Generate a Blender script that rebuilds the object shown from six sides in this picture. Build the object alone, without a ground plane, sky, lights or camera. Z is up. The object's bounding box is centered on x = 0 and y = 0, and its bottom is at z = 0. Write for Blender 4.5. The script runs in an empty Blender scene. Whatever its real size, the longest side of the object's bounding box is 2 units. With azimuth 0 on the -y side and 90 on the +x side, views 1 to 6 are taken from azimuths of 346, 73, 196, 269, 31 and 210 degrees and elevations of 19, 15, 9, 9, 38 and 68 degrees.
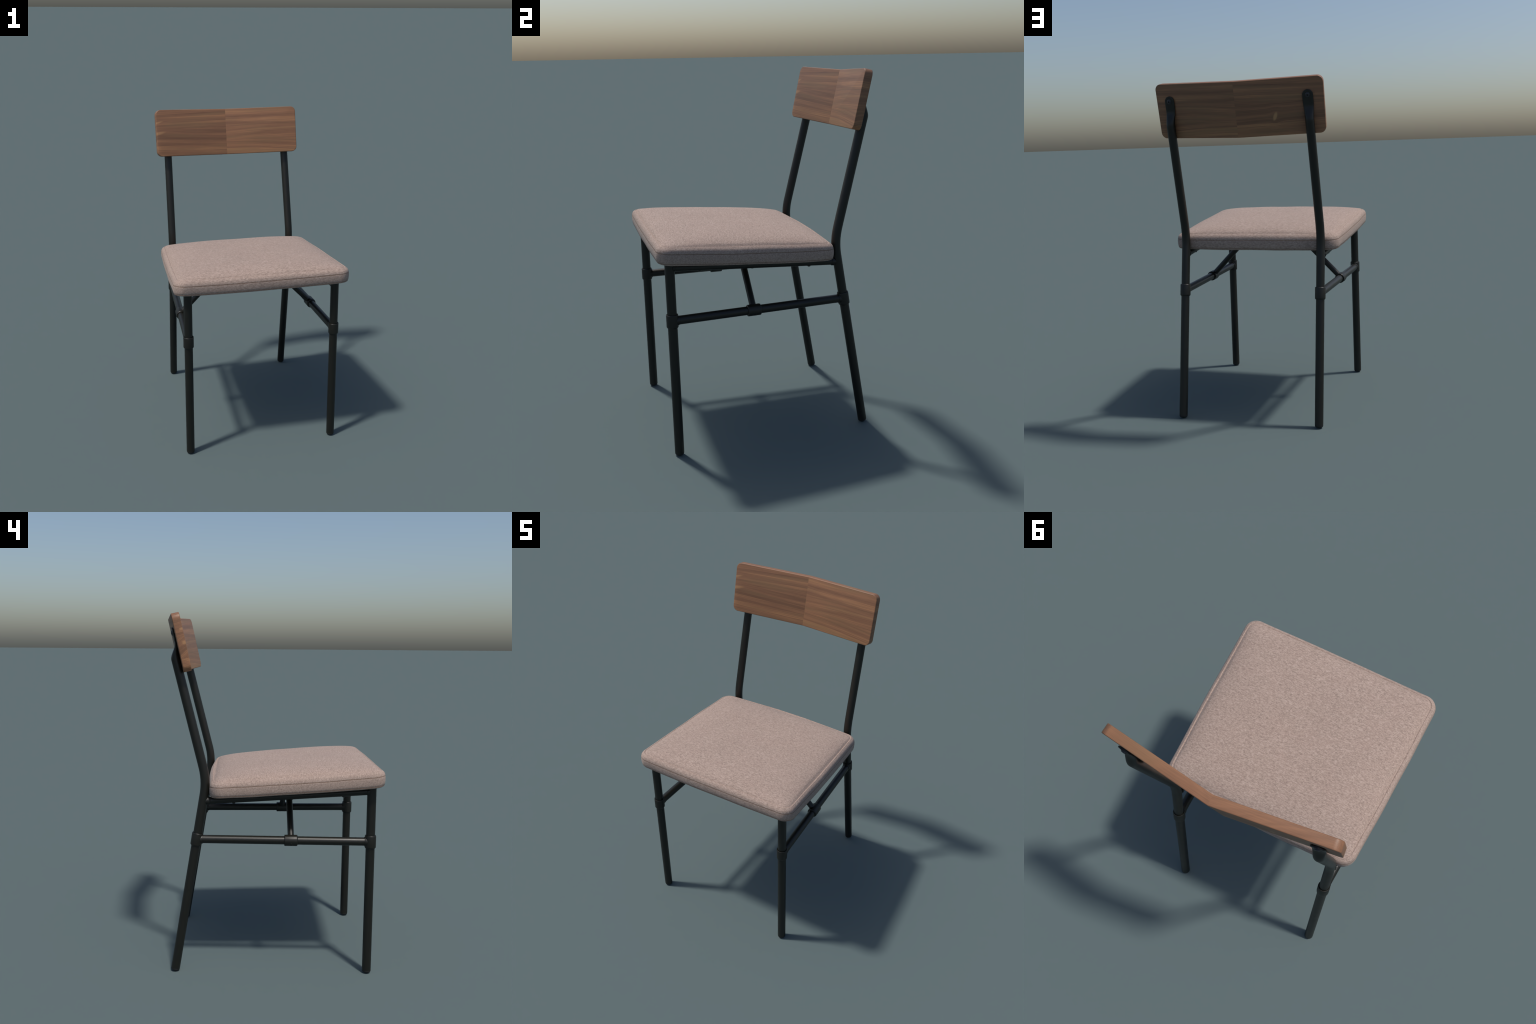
"""Dining chair: black tube frame with pipe-fitting collars, upholstered seat,
V-bent two-plank wooden backrest.  Metres, z up, front of the chair faces -y."""
import bpy, bmesh, math
from mathutils import Matrix, Vector, noise

# ----------------------------------------------------------------------------
# main dimensions
# ----------------------------------------------------------------------------
TUBE = 0.0250            # leg / upright tube radius
STRETCHER_R = 0.0232
RAIL_R = 0.0195
BRACE_R = 0.0178
COLLAR_R = 0.0312
COLLAR_LEN = 0.072

FRONT_FOOT = Vector((0.462, -0.5395, 0.0))
FRONT_COLLAR = Vector((0.456, -0.540, 0.763))
REAR_FOOT = Vector((0.4245, 0.549, 0.0))
REAR_COLLAR = Vector((0.4225, 0.4215, 0.769))

# backrest slab frame: leaning 12.4 degrees, halves bent 7.3 degrees in plan
LEAN = math.radians(12.4)
BEND = math.atan(0.128)
SLAB_UP = Vector((0, math.sin(LEAN), math.cos(LEAN)))
SLAB_BACK = Vector((0, math.cos(LEAN), -math.sin(LEAN)))
SLAB_LOW = Vector((0, 0.4974, 1.6834))      # front face, joint, bottom edge
SLAB_H = 0.3125
SLAB_T = 0.0437
SLAB_L = 0.4925


# ----------------------------------------------------------------------------
# small node helpers
# ----------------------------------------------------------------------------
class Nodes:
    def __init__(self, name):
        self.mat = bpy.data.materials.new(name)
        self.mat.use_nodes = True
        self.t = self.mat.node_tree
        self.bsdf = self.t.nodes["Principled BSDF"]

    def new(self, kind, **props):
        n = self.t.nodes.new(kind)
        for k, v in props.items():
            setattr(n, k, v)
        return n

    def link(self, a, b):
        self.t.links.new(a, b)

    def put(self, sock, v):
        if isinstance(v, bpy.types.NodeSocket):
            self.link(v, sock)
        else:
            sock.default_value = v

    def math(self, op, a, b=0.0, c=None, clamp=False):
        n = self.new("ShaderNodeMath", operation=op, use_clamp=clamp)
        self.put(n.inputs[0], a)
        self.put(n.inputs[1], b)
        if c is not None:
            self.put(n.inputs[2], c)
        return n.outputs[0]

    def coords(self):
        return self.new("ShaderNodeTexCoord").outputs["Object"]

    def mapping(self, vec, scale=(1, 1, 1), loc=(0, 0, 0), rot=(0, 0, 0)):
        n = self.new("ShaderNodeMapping")
        self.link(vec, n.inputs["Vector"])
        n.inputs["Scale"].default_value = scale
        n.inputs["Location"].default_value = loc
        n.inputs["Rotation"].default_value = rot
        return n.outputs[0]

    def noise(self, vec, scale, detail=2.0, rough=0.5, distortion=0.0):
        n = self.new("ShaderNodeTexNoise")
        self.link(vec, n.inputs["Vector"])
        n.inputs["Scale"].default_value = scale
        n.inputs["Detail"].default_value = detail
        n.inputs["Roughness"].default_value = rough
        n.inputs["Distortion"].default_value = distortion
        return n.outputs[0]

    def combine(self, x, y, z):
        n = self.new("ShaderNodeCombineXYZ")
        for s, v in zip(n.inputs, (x, y, z)):
            self.put(s, v)
        return n.outputs[0]

    def separate(self, v):
        n = self.new("ShaderNodeSeparateXYZ")
        self.link(v, n.inputs[0])
        return n.outputs

    def ramp(self, fac, stops):
        n = self.new("ShaderNodeValToRGB")
        self.link(fac, n.inputs[0])
        e = n.color_ramp.elements
        while len(e) < len(stops):
            e.new(0.5)
        for el, (p, c) in zip(e, stops):
            el.position = p
            el.color = (*c, 1) if len(c) == 3 else c
        return n.outputs[0]

    def mix(self, fac, a, b, blend="MIX"):
        n = self.new("ShaderNodeMix", data_type="RGBA", blend_type=blend)
        self.put(n.inputs[0], fac)
        for s, v in ((n.inputs[6], a), (n.inputs[7], b)):
            self.put(s, v if isinstance(v, bpy.types.NodeSocket) else (*v, 1))
        return n.outputs[2]

    def smooth(self, v, lo, hi):
        n = self.new("ShaderNodeMapRange", interpolation_type="SMOOTHSTEP")
        self.put(n.inputs[0], v)
        n.inputs[1].default_value = lo
        n.inputs[2].default_value = hi
        return n.outputs[0]

    def bump(self, height, strength, dist):
        n = self.new("ShaderNodeBump")
        n.inputs["Strength"].default_value = strength
        n.inputs["Distance"].default_value = dist
        self.link(height, n.inputs["Height"])
        self.link(n.outputs[0], self.bsdf.inputs["Normal"])


def metal_material(name, base, rough, spec=0.5):
    m = Nodes(name)
    co = m.coords()
    n = m.noise(co, 9.0, 3.0)
    col = m.mix(n, tuple(c * 0.85 for c in base), tuple(c * 1.15 for c in base))
    m.link(col, m.bsdf.inputs["Base Color"])
    r = m.math("MULTIPLY_ADD", m.noise(co, 30.0, 2.0), 0.08, rough - 0.04)
    m.link(r, m.bsdf.inputs["Roughness"])
    m.bsdf.inputs["Specular IOR Level"].default_value = spec
    m.bump(m.noise(co, 900.0, 1.0), 0.05, 0.0005)
    return m.mat


def fabric_material():
    m = Nodes("heather_fabric")
    co = m.coords()
    # slubs along x and along y plus blotchy fibre mix
    slub_x = m.noise(m.mapping(co, (60, 250, 250)), 1.0, 3.0, 0.6)
    slub_y = m.noise(m.mapping(co, (260, 80, 260), (3, 7, 1)), 1.0, 3.0, 0.6)
    blot = m.noise(co, 120.0, 2.0, 0.6)
    big = m.noise(co, 7.0, 2.0, 0.5)
    v = m.math("ADD", m.math("MULTIPLY", slub_x, 0.62), m.math("MULTIPLY", slub_y, 0.26))
    v = m.math("ADD", v, m.math("MULTIPLY", blot, 0.24))
    v = m.math("ADD", v, m.math("MULTIPLY", big, 0.06))
    col = m.ramp(v, [(0.45, (0.195, 0.148, 0.126)),
                     (0.59, (0.314, 0.240, 0.200)),
                     (0.72, (0.425, 0.335, 0.290))])
    tint = m.noise(m.mapping(co, (14, 14, 14), (5, 2, 9)), 1.0, 2.0)
    col = m.mix(m.math("MULTIPLY", tint, 0.35), col, (0.335, 0.232, 0.196))
    m.link(col, m.bsdf.inputs["Base Color"])
    m.bsdf.inputs["Roughness"].default_value = 0.9
    m.bsdf.inputs["Specular IOR Level"].default_value = 0.2
    m.bsdf.inputs["Sheen Weight"].default_value = 0.08
    weave = m.math("ADD", m.noise(m.mapping(co, (160, 600, 600)), 1.0, 1.0),
                   m.noise(m.mapping(co, (600, 160, 600)), 1.0, 1.0))
    m.bump(weave, 0.14, 0.0010)
    return m.mat


def wood_material(name, split_lo, split_hi, piths, tones, spots, seed):
    """Glued-up board.  Object x runs along the grain, y through the thickness
    (0 front .. 0.044 back), z up.  Annual rings are distances from a pith axis;
    three lamellae (below split_lo, above split_hi, between) have own piths."""
    m = Nodes(name)
    co = m.coords()
    x, y, z = m.separate(co)
    in_mid = m.math("GREATER_THAN", z, split_lo)
    in_top = m.math("GREATER_THAN", z, split_hi)

    def pick(a, b, c):
        v = m.math("MULTIPLY_ADD", in_mid, b - a, a)
        return m.math("MULTIPLY_ADD", in_top, c - b, v)

    # slow wander of the grain along the board
    lam = m.math("ADD", in_mid, in_top)
    wander = m.new("ShaderNodeTexNoise")
    m.link(m.combine(m.math("MULTIPLY", x, 1.5), m.math("MULTIPLY", y, 3.0),
                     m.math("MULTIPLY_ADD", z, 4.0, m.math("MULTIPLY_ADD", lam, 5.0, seed))),
           wander.inputs["Vector"])
    wander.inputs["Scale"].default_value = 1.0
    wander.inputs["Detail"].default_value = 0.6
    wy, wz, _ = m.separate(wander.outputs["Color"])
    py = m.math("MULTIPLY_ADD", x, pick(*[p[2] for p in piths]), pick(*[p[0] for p in piths]))
    pz = m.math("MULTIPLY_ADD", x, pick(*[p[3] for p in piths]), pick(*[p[1] for p in piths]))
    dy = m.math("SUBTRACT", y, py)
    dz = m.math("SUBTRACT", z, pz)
    dy = m.math("ADD", dy, m.math("MULTIPLY_ADD", wy, 0.016, -0.008))
    dz = m.math("ADD", dz, m.math("MULTIPLY_ADD", wz, 0.050, -0.025))
    # knots push the rings aside
    for (sx, sy, sz, rx, rz, push) in spots:
        ex = m.math("DIVIDE", m.math("SUBTRACT", x, sx), rx * 2.6)
        ez = m.math("DIVIDE", m.math("SUBTRACT", z, sz), rz * 1.6)
        d2 = m.math("ADD", m.math("MULTIPLY", ex, ex), m.math("MULTIPLY", ez, ez))
        g = m.math("POWER", 2.718, m.math("MULTIPLY", d2, -1.0))
        side = m.smooth(m.math("ABSOLUTE", m.math("SUBTRACT", y, sy)), 0.03, 0.005)
        dz = m.math("MULTIPLY_ADD", m.math("MULTIPLY", m.math("MULTIPLY", g, ez), side), -push, dz)
    r = m.math("SQRT", m.math("ADD", m.math("MULTIPLY", dy, dy), m.math("MULTIPLY", dz, dz)))
    # annual rings: broad and fine, both functions of ring radius
    shift = m.math("MULTIPLY_ADD", lam, 3.7, seed)
    broad = m.noise(m.combine(m.math("MULTIPLY", r, 46.0), shift,
                              m.math("MULTIPLY", x, 0.8)), 1.0, 1.0, 0.5)
    fine = m.noise(m.combine(m.math("MULTIPLY", r, 330.0), shift,
                             m.math("MULTIPLY", x, 1.6)), 1.0, 2.0, 0.6)
    fibre = m.noise(m.mapping(co, (7, 400, 400), (seed, 0, 0)), 1.0, 3.0, 0.6)
    v = m.math("ADD", m.math("MULTIPLY", broad, 0.42), m.math("MULTIPLY", fine, 0.34))
    v = m.math("ADD", v, m.math("MULTIPLY", fibre, 0.28))
    # a few thin pale early-wood lines
    pale = m.smooth(m.noise(m.combine(m.math("MULTIPLY", r, 120.0), m.math("ADD", shift, 11.0),
                                      m.math("MULTIPLY", x, 1.2)), 1.0, 1.0), 0.62, 0.76)
    v = m.math("MULTIPLY_ADD", pale, 0.11, v)
    v = m.math("ADD", v, pick(*tones))
    col = m.ramp(v, [(0.34, (0.140, 0.069, 0.038)),
                     (0.46, (0.192, 0.093, 0.051)),
                     (0.56, (0.252, 0.122, 0.064)),
                     (0.66, (0.345, 0.173, 0.082)),
                     (0.78, (0.425, 0.224, 0.102))])
    # greenish / reddish drift between growth zones
    drift = m.noise(m.combine(m.math("MULTIPLY", x, 3.0), m.math("MULTIPLY", r, 30.0), shift), 1.0, 1.0)
    col = m.mix(m.math("MULTIPLY", m.smooth(drift, 0.45, 0.75), 0.45), col, (0.192, 0.115, 0.058))
    for (sx, sy, sz, rx, rz, push) in spots:
        # pale knots / sapwood flecks
        wob = m.math("MULTIPLY_ADD", fibre, 0.5, 0.75)
        lean = -0.30 if rz > rx else 0.0
        tilt = 0.012 if rx > rz else 0.0
        ex = m.math("DIVIDE", m.math("MULTIPLY_ADD", m.math("SUBTRACT", z, sz), -lean, m.math("SUBTRACT", x, sx)), rx)
        ez = m.math("DIVIDE", m.math("SUBTRACT", z, m.math("MULTIPLY_ADD", ex, tilt, sz)), rz)
        d = m.math("MULTIPLY", m.math("SQRT", m.math("ADD", m.math("MULTIPLY", ex, ex),
                                                    m.math("MULTIPLY", ez, ez))), wob)
        side = m.smooth(m.math("ABSOLUTE", m.math("SUBTRACT", y, sy)), 0.024, 0.010)
        mask = m.math("MULTIPLY", m.smooth(d, 1.25, 0.45), side)
        col = m.mix(m.math("MULTIPLY", mask, 0.70 if rz > rx else 0.42), col, (0.47, 0.265, 0.120))
    m.link(col, m.bsdf.inputs["Base Color"])
    m.bsdf.inputs["Roughness"].default_value = 0.48
    m.bsdf.inputs["Specular IOR Level"].default_value = 0.4
    m.bump(m.math("ADD", fibre, fine), 0.10, 0.0008)
    return m.mat


def plain_material(name, base, rough):
    m = Nodes(name)
    n = m.noise(m.coords(), 60.0, 2.0)
    m.link(m.mix(n, tuple(c * 0.8 for c in base), tuple(c * 1.2 for c in base)),
           m.bsdf.inputs["Base Color"])
    m.bsdf.inputs["Roughness"].default_value = rough
    return m.mat


METAL = metal_material("black_powder_coat", (0.0080, 0.0079, 0.0058), 0.41, 0.44)
COLLAR_METAL = metal_material("black_fitting", (0.0080, 0.0079, 0.0058), 0.43, 0.44)
RUBBER = plain_material("black_rubber", (0.010, 0.010, 0.010), 0.7)
BOLT_METAL = metal_material("dark_bolt_steel", (0.018, 0.018, 0.022), 0.35)
HOLE = plain_material("socket_recess", (0.002, 0.002, 0.002), 0.9)
FABRIC = fabric_material()
THREAD = plain_material("brown_thread", (0.17, 0.105, 0.07), 0.9)


# ----------------------------------------------------------------------------
# mesh helpers
# ----------------------------------------------------------------------------
def add_object(name, bm, mat, parent=None, smooth_angle=35.0, flip=False):
    if flip:
        bmesh.ops.reverse_faces(bm, faces=bm.faces[:])
    me = bpy.data.meshes.new(name)
    bm.to_mesh(me)
    bm.free()
    me.materials.append(mat)
    me.shade_smooth()
    if smooth_angle is not None:
        me.set_sharp_from_angle(angle=math.radians(smooth_angle))
    ob = bpy.data.objects.new(name, me)
    bpy.context.scene.collection.objects.link(ob)
    if parent is not None:
        ob.parent = parent
    return ob


def bridge(bm, rings, close_ends=True):
    for a, b in zip(rings, rings[1:]):
        n = len(a)
        for i in range(n):
            j = (i + 1) % n
            bm.faces.new((a[i], a[j], b[j], b[i]))
    if close_ends:
        bm.faces.new(list(reversed(rings[0])))
        bm.faces.new(rings[-1])


def frame_for(tangent, ref):
    t = tangent.normalized()
    r = (ref - t * ref.dot(t)).normalized()
    return r, t.cross(r)


def sweep(sections, seg=40):
    """sections: (centre, right axis, other axis, half width, half depth, exponent)"""
    bm = bmesh.new()
    rings = []
    for c, r, o, w, d, e in sections:
        ring = []
        for k in range(seg):
            a = 2 * math.pi * k / seg
            ca, sa = math.cos(a), math.sin(a)
            u = math.copysign(abs(ca) ** (2.0 / e), ca) * w
            v = math.copysign(abs(sa) ** (2.0 / e), sa) * d
            ring.append(bm.verts.new(c + r * u + o * v))
        rings.append(ring)
    bridge(bm, rings)
    bmesh.ops.recalc_face_normals(bm, faces=bm.faces[:])
    return bm


def lathe(p0, p1, profile, ref=Vector((1, 0, 0)), seg=40):
    """profile: (distance along p0->p1, radius)"""
    axis = (p1 - p0).normalized()
    if abs(axis.dot(ref)) > 0.95:
        ref = Vector((0, 1, 0))
    r, o = frame_for(axis, ref)
    return sweep([(p0 + axis * s, r, o, rad, rad, 2.0) for s, rad in profile], seg)


def tube(p0, p1, rad, ref=Vector((1, 0, 0))):
    return lathe(p0, p1, [(0, rad), ((p1 - p0).length, rad)], ref)


def mirrored(v, s):
    return Vector((v.x * s, v.y, v.z))


# ----------------------------------------------------------------------------
# the chair
# ----------------------------------------------------------------------------
chair = bpy.data.objects.new("dining_chair", None)
bpy.context.scene.collection.objects.link(chair)
chair["label"] = "dining chair with black pipe frame, beige seat, wooden backrest"
chair["category"] = "chair"

# ---- backrest slab coordinates ---------------------------------------------
def slab_axes(s):
    along = Vector((s * math.cos(BEND), 0, 0)) - SLAB_BACK * math.sin(BEND)
    back = SLAB_BACK * math.cos(BEND) + Vector((s * math.sin(BEND), 0, 0))
    return along, back


# ---- frame ------------------------------------------------------------------
def collar_at(name, centre, axis, length, rad, tube_rad, parent):
    """pipe-fitting sleeve: lipped top with a narrow groove, chamfered foot"""
    h = length / 2
    a = axis.normalized()
    inner = tube_rad + 0.0012
    prof = [(0.0015, inner - 0.004), (0.0, inner + 0.001), (0.0012, rad - 0.0030), (0.0045, rad - 0.0004),
            (0.008, rad), (length - 0.004, rad), (length - 0.0015, rad - 0.0006),
            (length, rad - 0.0022), (length, inner + 0.0012),
            (length - 0.006, inner), (length - 0.006, inner - 0.006)]
    return add_object(name, lathe(centre - a * h, centre + a * h, prof), COLLAR_METAL, parent)


def foot_at(base, up, parent):
    """rounded glide closing the tube end"""
    a = up.normalized()
    R = TUBE - 0.0004
    prof = [(0.0002, 0.004), (0.0002, R - 0.0105)]
    for k in range(1, 6):
        t = k / 5 * math.pi / 2
        prof.append((0.0105 * (1 - math.cos(t)), R - 0.0105 + 0.0105 * math.sin(t)))
    prof += [(0.019, R), (0.019, R - 0.002)]
    return add_object("foot_glide", lathe(base + a * 0.0017, base + a * 2, prof), RUBBER, parent)


def upright_sections(s):
    """rear leg + back upright: one bent tube whose top is hammered flat"""
    sec = []
    X = Vector((s, 0, 0))
    # control polyline in (x, y, z); rounded bend near the seat
    low = REAR_FOOT
    dirl = (REAR_COLLAR - REAR_FOOT).normalized()
    knee = REAR_FOOT + dirl * (1.098 / dirl.z)
    top = Vector((0.4125, 0.5275, 1.752))
    pts = [low + dirl * 0.017]
    cut = 0.080
    a = knee - dirl * cut
    dirt = (top - knee).normalized()
    b = knee + dirt * cut
    n = 14
    for k in range(n + 1):
        t = k / n
        pts.append(a * (1 - t) ** 2 + knee * 2 * t * (1 - t) + b * t * t)
    pts.append(top - dirt * 0.02)
    for i, p in enumerate(pts):
        p0, p1 = pts[max(i - 1, 0)], pts[min(i + 1, len(pts) - 1)]
        r, o = frame_for(p1 - p0, Vector((1, 0, 0)))
        sec.append((p, r, o, TUBE, TUBE, 2.0))
    # flattened tongue: follow the back face of the slab
    along, back = slab_axes(1)
    plane = SLAB_LOW + back * SLAB_T
    d0 = (top - plane).dot(back)
    start_h = (top - plane).dot(SLAB_UP)
    start_a = (top - plane).dot(along)
    bolt_h, bolt_a = start_h + 0.1405, start_a - 0.0035
    plate_w, plate_d = 0.0298, 0.0052
    n = 16
    for k in range(n + 1):
        t = k / n
        h = start_h + (bolt_h - start_h) * t
        al = start_a + (bolt_a - start_a) * t
        f = min(max((t - 0.02) / 0.62, 0), 1)
        f = f * f * (3 - 2 * f)
        g = min(max((t - 0.12) / 0.70, 0), 1)
        g = g * g * (3 - 2 * g)
        dist = d0 + (plate_d + 0.0006 - d0) * f
        c = plane + SLAB_UP * h + along * al + back * dist
        rr = Vector((1, 0, 0)).lerp(along, f)
        r, o = frame_for(SLAB_UP, rr)
        sec.append((c, r, o, TUBE + (plate_w - TUBE) * g, TUBE + (plate_d - TUBE) * f, 2.0 + 1.6 * g))
    for k in range(1, 12):                       # semicircular end
        t = min(k / 11, 0.998) * math.pi / 2
        c = plane + SLAB_UP * (bolt_h + plate_w * math.sin(t)) + along * bolt_a + back * (plate_d + 0.0006)
        r, o = frame_for(SLAB_UP, along)
        sec.append((c, r, o, plate_w * math.cos(t) + 0.0004, plate_d, 3.6))
    bolt_c = plane + SLAB_UP * bolt_h + along * bolt_a + back * (2 * plate_d + 0.0006)
    out = []
    for c, r, o, w, d, e in sec:
        out.append((mirrored(c, s), mirrored(r, s), mirrored(o, s), w, d, e))
    return out, mirrored(bolt_c, s), mirrored(back, s)


def hex_socket(centre, normal, rad, parent):
    r, o = frame_for(normal, Vector((0, 0, 1)))
    bm = bmesh.new()
    ring = [bm.verts.new(centre + (r * math.cos(k * math.pi / 3) + o * math.sin(k * math.pi / 3)) * rad)
            for k in range(6)]
    low = [bm.verts.new(v.co - normal * 0.003) for v in ring]
    bm.faces.new(ring)
    bridge(bm, [low, ring], close_ends=False)
    bmesh.ops.recalc_face_normals(bm, faces=bm.faces[:])
    return add_object("hex_recess", bm, HOLE, parent)


RAIL_REAR = Vector((0.4235, 0.372, 0.9845))
RAIL_FRONT = Vector((0.4545, -0.5400, 1.0465))
BRACE_Y = -0.101

for s in (1, -1):
    # front leg
    d = (FRONT_COLLAR - FRONT_FOOT).normalized()
    leg_top = FRONT_FOOT + d * 1.078
    ff, ft, fc = (mirrored(v, s) for v in (FRONT_FOOT, leg_top, FRONT_COLLAR))
    ax = (ft - ff).normalized()
    leg = add_object("front_leg", lathe(ff + ax * 0.017, ft, [(0, TUBE), (1.059, TUBE), (1.061, TUBE - 0.003)]),
                     METAL, chair)
    foot_at(ff, ax, leg)
    collar_at("leg_collar", fc, ax, COLLAR_LEN, COLLAR_R, TUBE, leg)

    # rear leg running up into the back upright
    secs, bolt_c, bolt_n = upright_sections(s)
    up = add_object("rear_upright", sweep(secs), METAL, chair)
    rf, rc = mirrored(REAR_FOOT, s), mirrored(REAR_COLLAR, s)
    rax = (rc - rf).normalized()
    foot_at(rf, rax, up)
    collar_at("leg_collar", rc, rax, COLLAR_LEN, COLLAR_R, TUBE, up)
    bolt = add_object("bolt", lathe(bolt_c - bolt_n * 0.002, bolt_c + bolt_n,
                                    [(0, 0.0145), (0.003, 0.0145), (0.0036, 0.0128), (0.0062, 0.0118),
                                     (0.0078, 0.0088), (0.0082, 0.004)], seg=32), BOLT_METAL, up)
    hex_socket(bolt_c + bolt_n * 0.0066, bolt_n, 0.0050, bolt)

    # side stretcher between the leg collars, with its own tee collar
    st = add_object("side_stretcher", tube(fc, rc, STRETCHER_R), METAL, chair)
    sd = (rc - fc).normalized()
    for end, dirn in ((fc, sd), (rc, -sd)):
        add_object("socket_ring", lathe(end, end + dirn,
                   [(0.015, STRETCHER_R + 0.0026), (0.0322, STRETCHER_R + 0.0026), (0.0336, STRETCHER_R + 0.0018),
                    (0.0336, STRETCHER_R - 0.001)]), COLLAR_METAL, st)
    mid = fc + sd * ((BRACE_Y - fc.y) / sd.y)
    tee = collar_at("stretcher_collar", mid, sd, 0.0735, COLLAR_R, STRETCHER_R, st)
    # set screw on the underside, towards the outside
    sn = Vector((s * 0.80, 0, -0.60)).normalized()
    screw = add_object("set_screw", lathe(mid + sn * (COLLAR_R - 0.003), mid + sn,
                       [(0, 0.0075), (0.0030, 0.0075), (0.0036, 0.0066), (0.0036, 0.002)], seg=24), COLLAR_METAL, tee)
    hex_socket(mid + sn * (COLLAR_R + 0.0010), sn, 0.0052, screw)

    # diagonal brace from the tee up and inwards to the cross bar
    b0 = mid + Vector((-s * 0.010, 0, 0.012))
    b1 = Vector((s * 0.210, BRACE_Y, 1.004))
    add_object("brace", tube(b0, b1, BRACE_R, Vector((0, 1, 0))), METAL, chair)

    # rail under the cushion
    r0, r1 = mirrored(RAIL_REAR, s), mirrored(RAIL_FRONT, s)
    rail = add_object("seat_rail", tube(r0, r1, RAIL_R), METAL, chair)
    rd = (r1 - r0).normalized()
    for end, dirn in ((r0, rd), (r1, -rd)):
        add_object("weld_bead", lathe(end, end + dirn,
                   [(0.012, RAIL_R + 0.0035), (0.0235, RAIL_R + 0.0030), (0.0275, RAIL_R + 0.0012),
                    (0.0300, RAIL_R - 0.001)]), METAL, rail)
    for f in (0.17, 0.83):
        c = r0.lerp(r1, f) - Vector((0, 0, RAIL_R))
        add_object("rail_screw", lathe(c + Vector((0, 0, 0.003)), c - Vector((0, 0, 1)),
                   [(0, 0.009), (0.0045, 0.009), (0.0068, 0.006), (0.0072, 0.002)], seg=20), COLLAR_METAL, rail)

add_object("cross_bar", tube(Vector((-0.437, BRACE_Y, 1.010)), Vector((0.437, BRACE_Y, 1.010)), 0.016,
                             Vector((0, 1, 0))), METAL, chair)


# ---- seat cushion -------------------------------------------------------------
C_FRONT, C_REAR = -0.608, 0.350
C_HALF_F, C_HALF_R = 0.5400, 0.5110
C_MID = (C_FRONT + C_REAR) / 2


def cushion_base(y):
    return 1.0298 - 0.0747 * y


def cushion_outline(inset, per_side=34, per_corner=12):
    """rounded trapezoid seen from above, shrunk by inset"""
    y0, y1 = C_FRONT + inset, C_REAR - inset
    h0, h1 = C_HALF_F - inset, C_HALF_R - inset
    rad = max(0.070 - inset * 0.75, 0.004)
    corners = [Vector((-h0, y0)), Vector((h0, y0)), Vector((h1, y1)), Vector((-h1, y1))]
    pts = []
    for i in range(4):
        p, c, q = corners[i - 1], corners[i], corners[(i + 1) % 4]
        a = c + (p - c).normalized() * rad
        b = c + (q - c).normalized() * rad
        for k in range(per_corner + 1):
            t = k / per_corner
            w0, w1, w2 = (1 - t) ** 2, 2 * t * (1 - t) * 0.7071, t * t
            pts.append((a * w0 + c * w1 + b * w2) / (w0 + w1 + w2))
        nb = corners[(i + 1) % 4]
        nn = corners[(i + 2) % 4]
        e = nb + (c - nb).normalized() * rad
        for k in range(1, per_side):
            t = k / per_side
            pt = b.lerp(e, t)
            # stuffing pushes the sides out a little
            out = Vector(((nb - c).y, -(nb - c).x)).normalized()
            pts.append(pt + out * (0.015 if i == 2 else 0.0035) * math.sin(math.pi * t))
    return pts


def soft(x, y, z, amp, freq, seed):
    return amp * noise.noise(Vector((x * freq + seed, y * freq - seed, z * freq)))


CUSHION_PROFILE = [(0.060, 0.004), (0.024, 0.000), (0.012, 0.0008), (0.0065, 0.0040), (0.0045, 0.0080),
                   (0.0054, 0.0098), (0.0034, 0.0120), (0.0014, 0.021), (0.0004, 0.033), (0.0002, 0.046),
                   (0.0008, 0.0560), (0.0014, 0.0590), (0.0028, 0.0606), (0.0018, 0.0622), (0.0026, 0.0670),
                   (0.0052, 0.0765), (0.0096, 0.0845), (0.0150, 0.0895), (0.0190, 0.0918), (0.0210, 0.0938),
                   (0.0230, 0.0944), (0.0247, 0.0932), (0.0260, 0.0916), (0.0285, 0.0926)]
LOWER_SEAM, MID_SEAM = (0.0048, 0.0098), (0.0022, 0.0606)
CROWN_H = 0.0462


def seat_uv(x, y):
    half = C_HALF_F + (C_HALF_R - C_HALF_F) * (y - C_FRONT) / (C_REAR - C_FRONT)
    return abs(x) / half, abs(y - C_MID) / ((C_REAR - C_FRONT) / 2)


def crown(x, y):
    """puffed top panel, nearly flat in the middle"""
    u, v = (min(c / 0.945, 1.0) for c in seat_uv(x, y))
    return CROWN_H * ((1 - u ** 3.5) * (1 - v ** 3.5)) ** 0.5


def cushion_point(px, py, h, wob=1.0):
    u, v = seat_uv(px, py)
    lift = 0.0060 * min(u * v, 1.0) ** 3.0 * min(max((0.090 - h) / 0.03, 0.0), 1.0)          # corners turn up
    if py > C_REAR - 0.05:                           # back panel pulled up a little
        lift += 0.004 * max(0.0, 1.0 - u) * (py - C_REAR + 0.05) / 0.05
    out = soft(px, py, h, 0.0022, 5.0, 3.1) * wob
    r = Vector((px, py - C_MID))
    r.normalize()
    z = cushion_base(py) + h + lift + soft(px, py, h, 0.0018, 6.5, 8.4) * wob
    return Vector((px + r.x * out, py + r.y * out, z))


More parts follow.
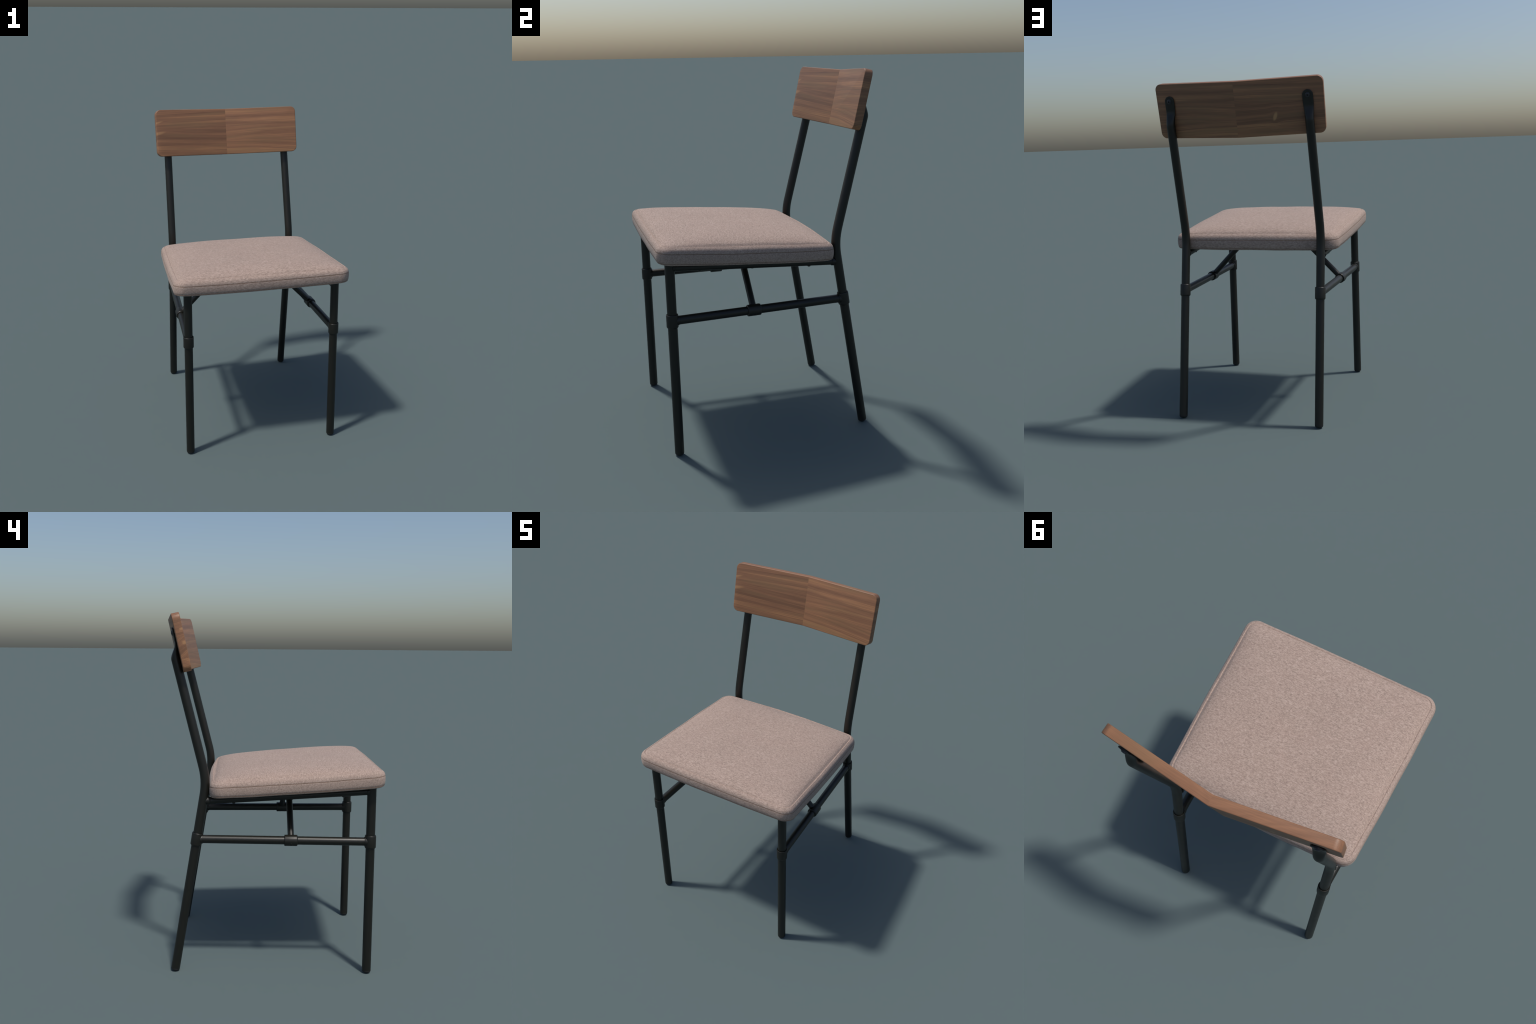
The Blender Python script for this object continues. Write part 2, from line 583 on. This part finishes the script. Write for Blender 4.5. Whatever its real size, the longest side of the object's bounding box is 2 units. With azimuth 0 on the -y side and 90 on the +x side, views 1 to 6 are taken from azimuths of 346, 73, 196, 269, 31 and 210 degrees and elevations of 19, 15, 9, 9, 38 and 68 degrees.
bm = bmesh.new()
rings = []
for inset, h in CUSHION_PROFILE:
    rings.append([bm.verts.new(cushion_point(p.x, p.y, h)) for p in cushion_outline(inset)])
edge_in, edge_h = CUSHION_PROFILE[-1]
top_outline = cushion_outline(edge_in)
steps = 46
for k in range(1, steps):
    f = 1 - (k / steps) ** 1.25
    ring = []
    for p in top_outline:
        x, y = p.x * f, C_MID + (p.y - C_MID) * f
        ring.append(bm.verts.new(cushion_point(x, y, edge_h + crown(x, y))))
    rings.append(ring)
bridge(bm, rings)
bmesh.ops.recalc_face_normals(bm, faces=bm.faces[:])
cushion = add_object("seat_cushion", bm, FABRIC, chair, smooth_angle=None)


def seam_cord(inset, h, rad):
    bm = bmesh.new()
    pts = [cushion_point(p.x, p.y, h) for p in cushion_outline(inset)]
    n = len(pts)
    rings = []
    for i in range(n):
        t = pts[(i + 1) % n] - pts[i - 1]
        r, o = frame_for(t, Vector((0, 0, 1)))
        rings.append([bm.verts.new(pts[i] + (r * math.cos(a) + o * math.sin(a)) * rad)
                      for a in (k * math.pi / 3 for k in range(6))])
    bridge(bm, rings + [rings[0]], close_ends=False)
    bmesh.ops.recalc_face_normals(bm, faces=bm.faces[:])
    return add_object("seam_stitching", bm, THREAD, cushion, smooth_angle=None)


seam_cord(*MID_SEAM, 0.0014)
seam_cord(*LOWER_SEAM, 0.0013)


# ---- backrest -------------------------------------------------------------------
def plank_mesh(s):
    """one half of the backrest in its own frame: x along, y through, z up.
    The joint end is mitred so that both halves meet on the chair's mid plane."""
    R, B = 0.034, 0.0042
    bm = bmesh.new()

    def outline(inset, t):
        a0 = -t * math.tan(BEND)
        pts = [(a0, inset), (a0, SLAB_H - inset)]
        # outer corners, from top to bottom
        L = SLAB_L - inset
        r = R - inset
        for (cz, st) in ((SLAB_H - inset - r, 90), (inset + r, 0)):
            for k in range(11):
                a = math.radians(st - 90 * k / 10)
                pts.append((L - r + r * math.cos(a), cz + r * math.sin(a)))
        return pts

    rings = []
    prof = [(B * (1 - math.sin(k / 4 * math.pi / 2)), B * (1 - math.cos(k / 4 * math.pi / 2))) for k in range(5)]
    prof += [(i, SLAB_T - t) for i, t in reversed(prof)]
    for inset, t in prof:
        rings.append([bm.verts.new((s * a, t, z)) for a, z in outline(inset, t)])
    n = len(rings[0])
    for a, b in zip(rings, rings[1:]):
        for i in range(1, n):
            bm.faces.new((a[i], a[(i + 1) % n], b[(i + 1) % n], b[i]))
    bm.faces.new(list(reversed(rings[0])))
    bm.faces.new(rings[-1])
    bmesh.ops.recalc_face_normals(bm, faces=bm.faces[:])
    return bm


WOOD_R = wood_material("walnut_board_a", 0.095, 0.205,
                       [(0.09, -0.09, 0, -0.07), (0.10, -0.35, 0, 0.01), (0.02, 0.75, 0, -0.01)],
                       (0.03, 0.005, 0.0), [], 2.3)
WOOD_L = wood_material("walnut_board_b", 0.070, 0.185,
                       [(0.12, -0.12, 0, -0.02), (-0.20, -0.30, 0, 0.0), (0.05, 0.60, 0, 0.03)],
                       (0.05, -0.02, -0.055),
                       [(-0.215, 0.0445, 0.108, 0.0115, 0.0245, 0.022),
                        (-0.492, 0.0, 0.152, 0.060, 0.011, 0.010),
                        (-0.492, 0.0, 0.224, 0.045, 0.007, 0.006)], 7.9)

for s, mat in ((1, WOOD_R), (-1, WOOD_L)):
    along, back = slab_axes(s)
    ob = add_object("backrest_plank", plank_mesh(s), mat, chair, smooth_angle=30)
    xa, ya, za = along * s, back, SLAB_UP
    ob.matrix_local = Matrix(((xa.x, ya.x, za.x, SLAB_LOW.x),
                              (xa.y, ya.y, za.y, SLAB_LOW.y),
                              (xa.z, ya.z, za.z, SLAB_LOW.z),
                              (0, 0, 0, 1)))
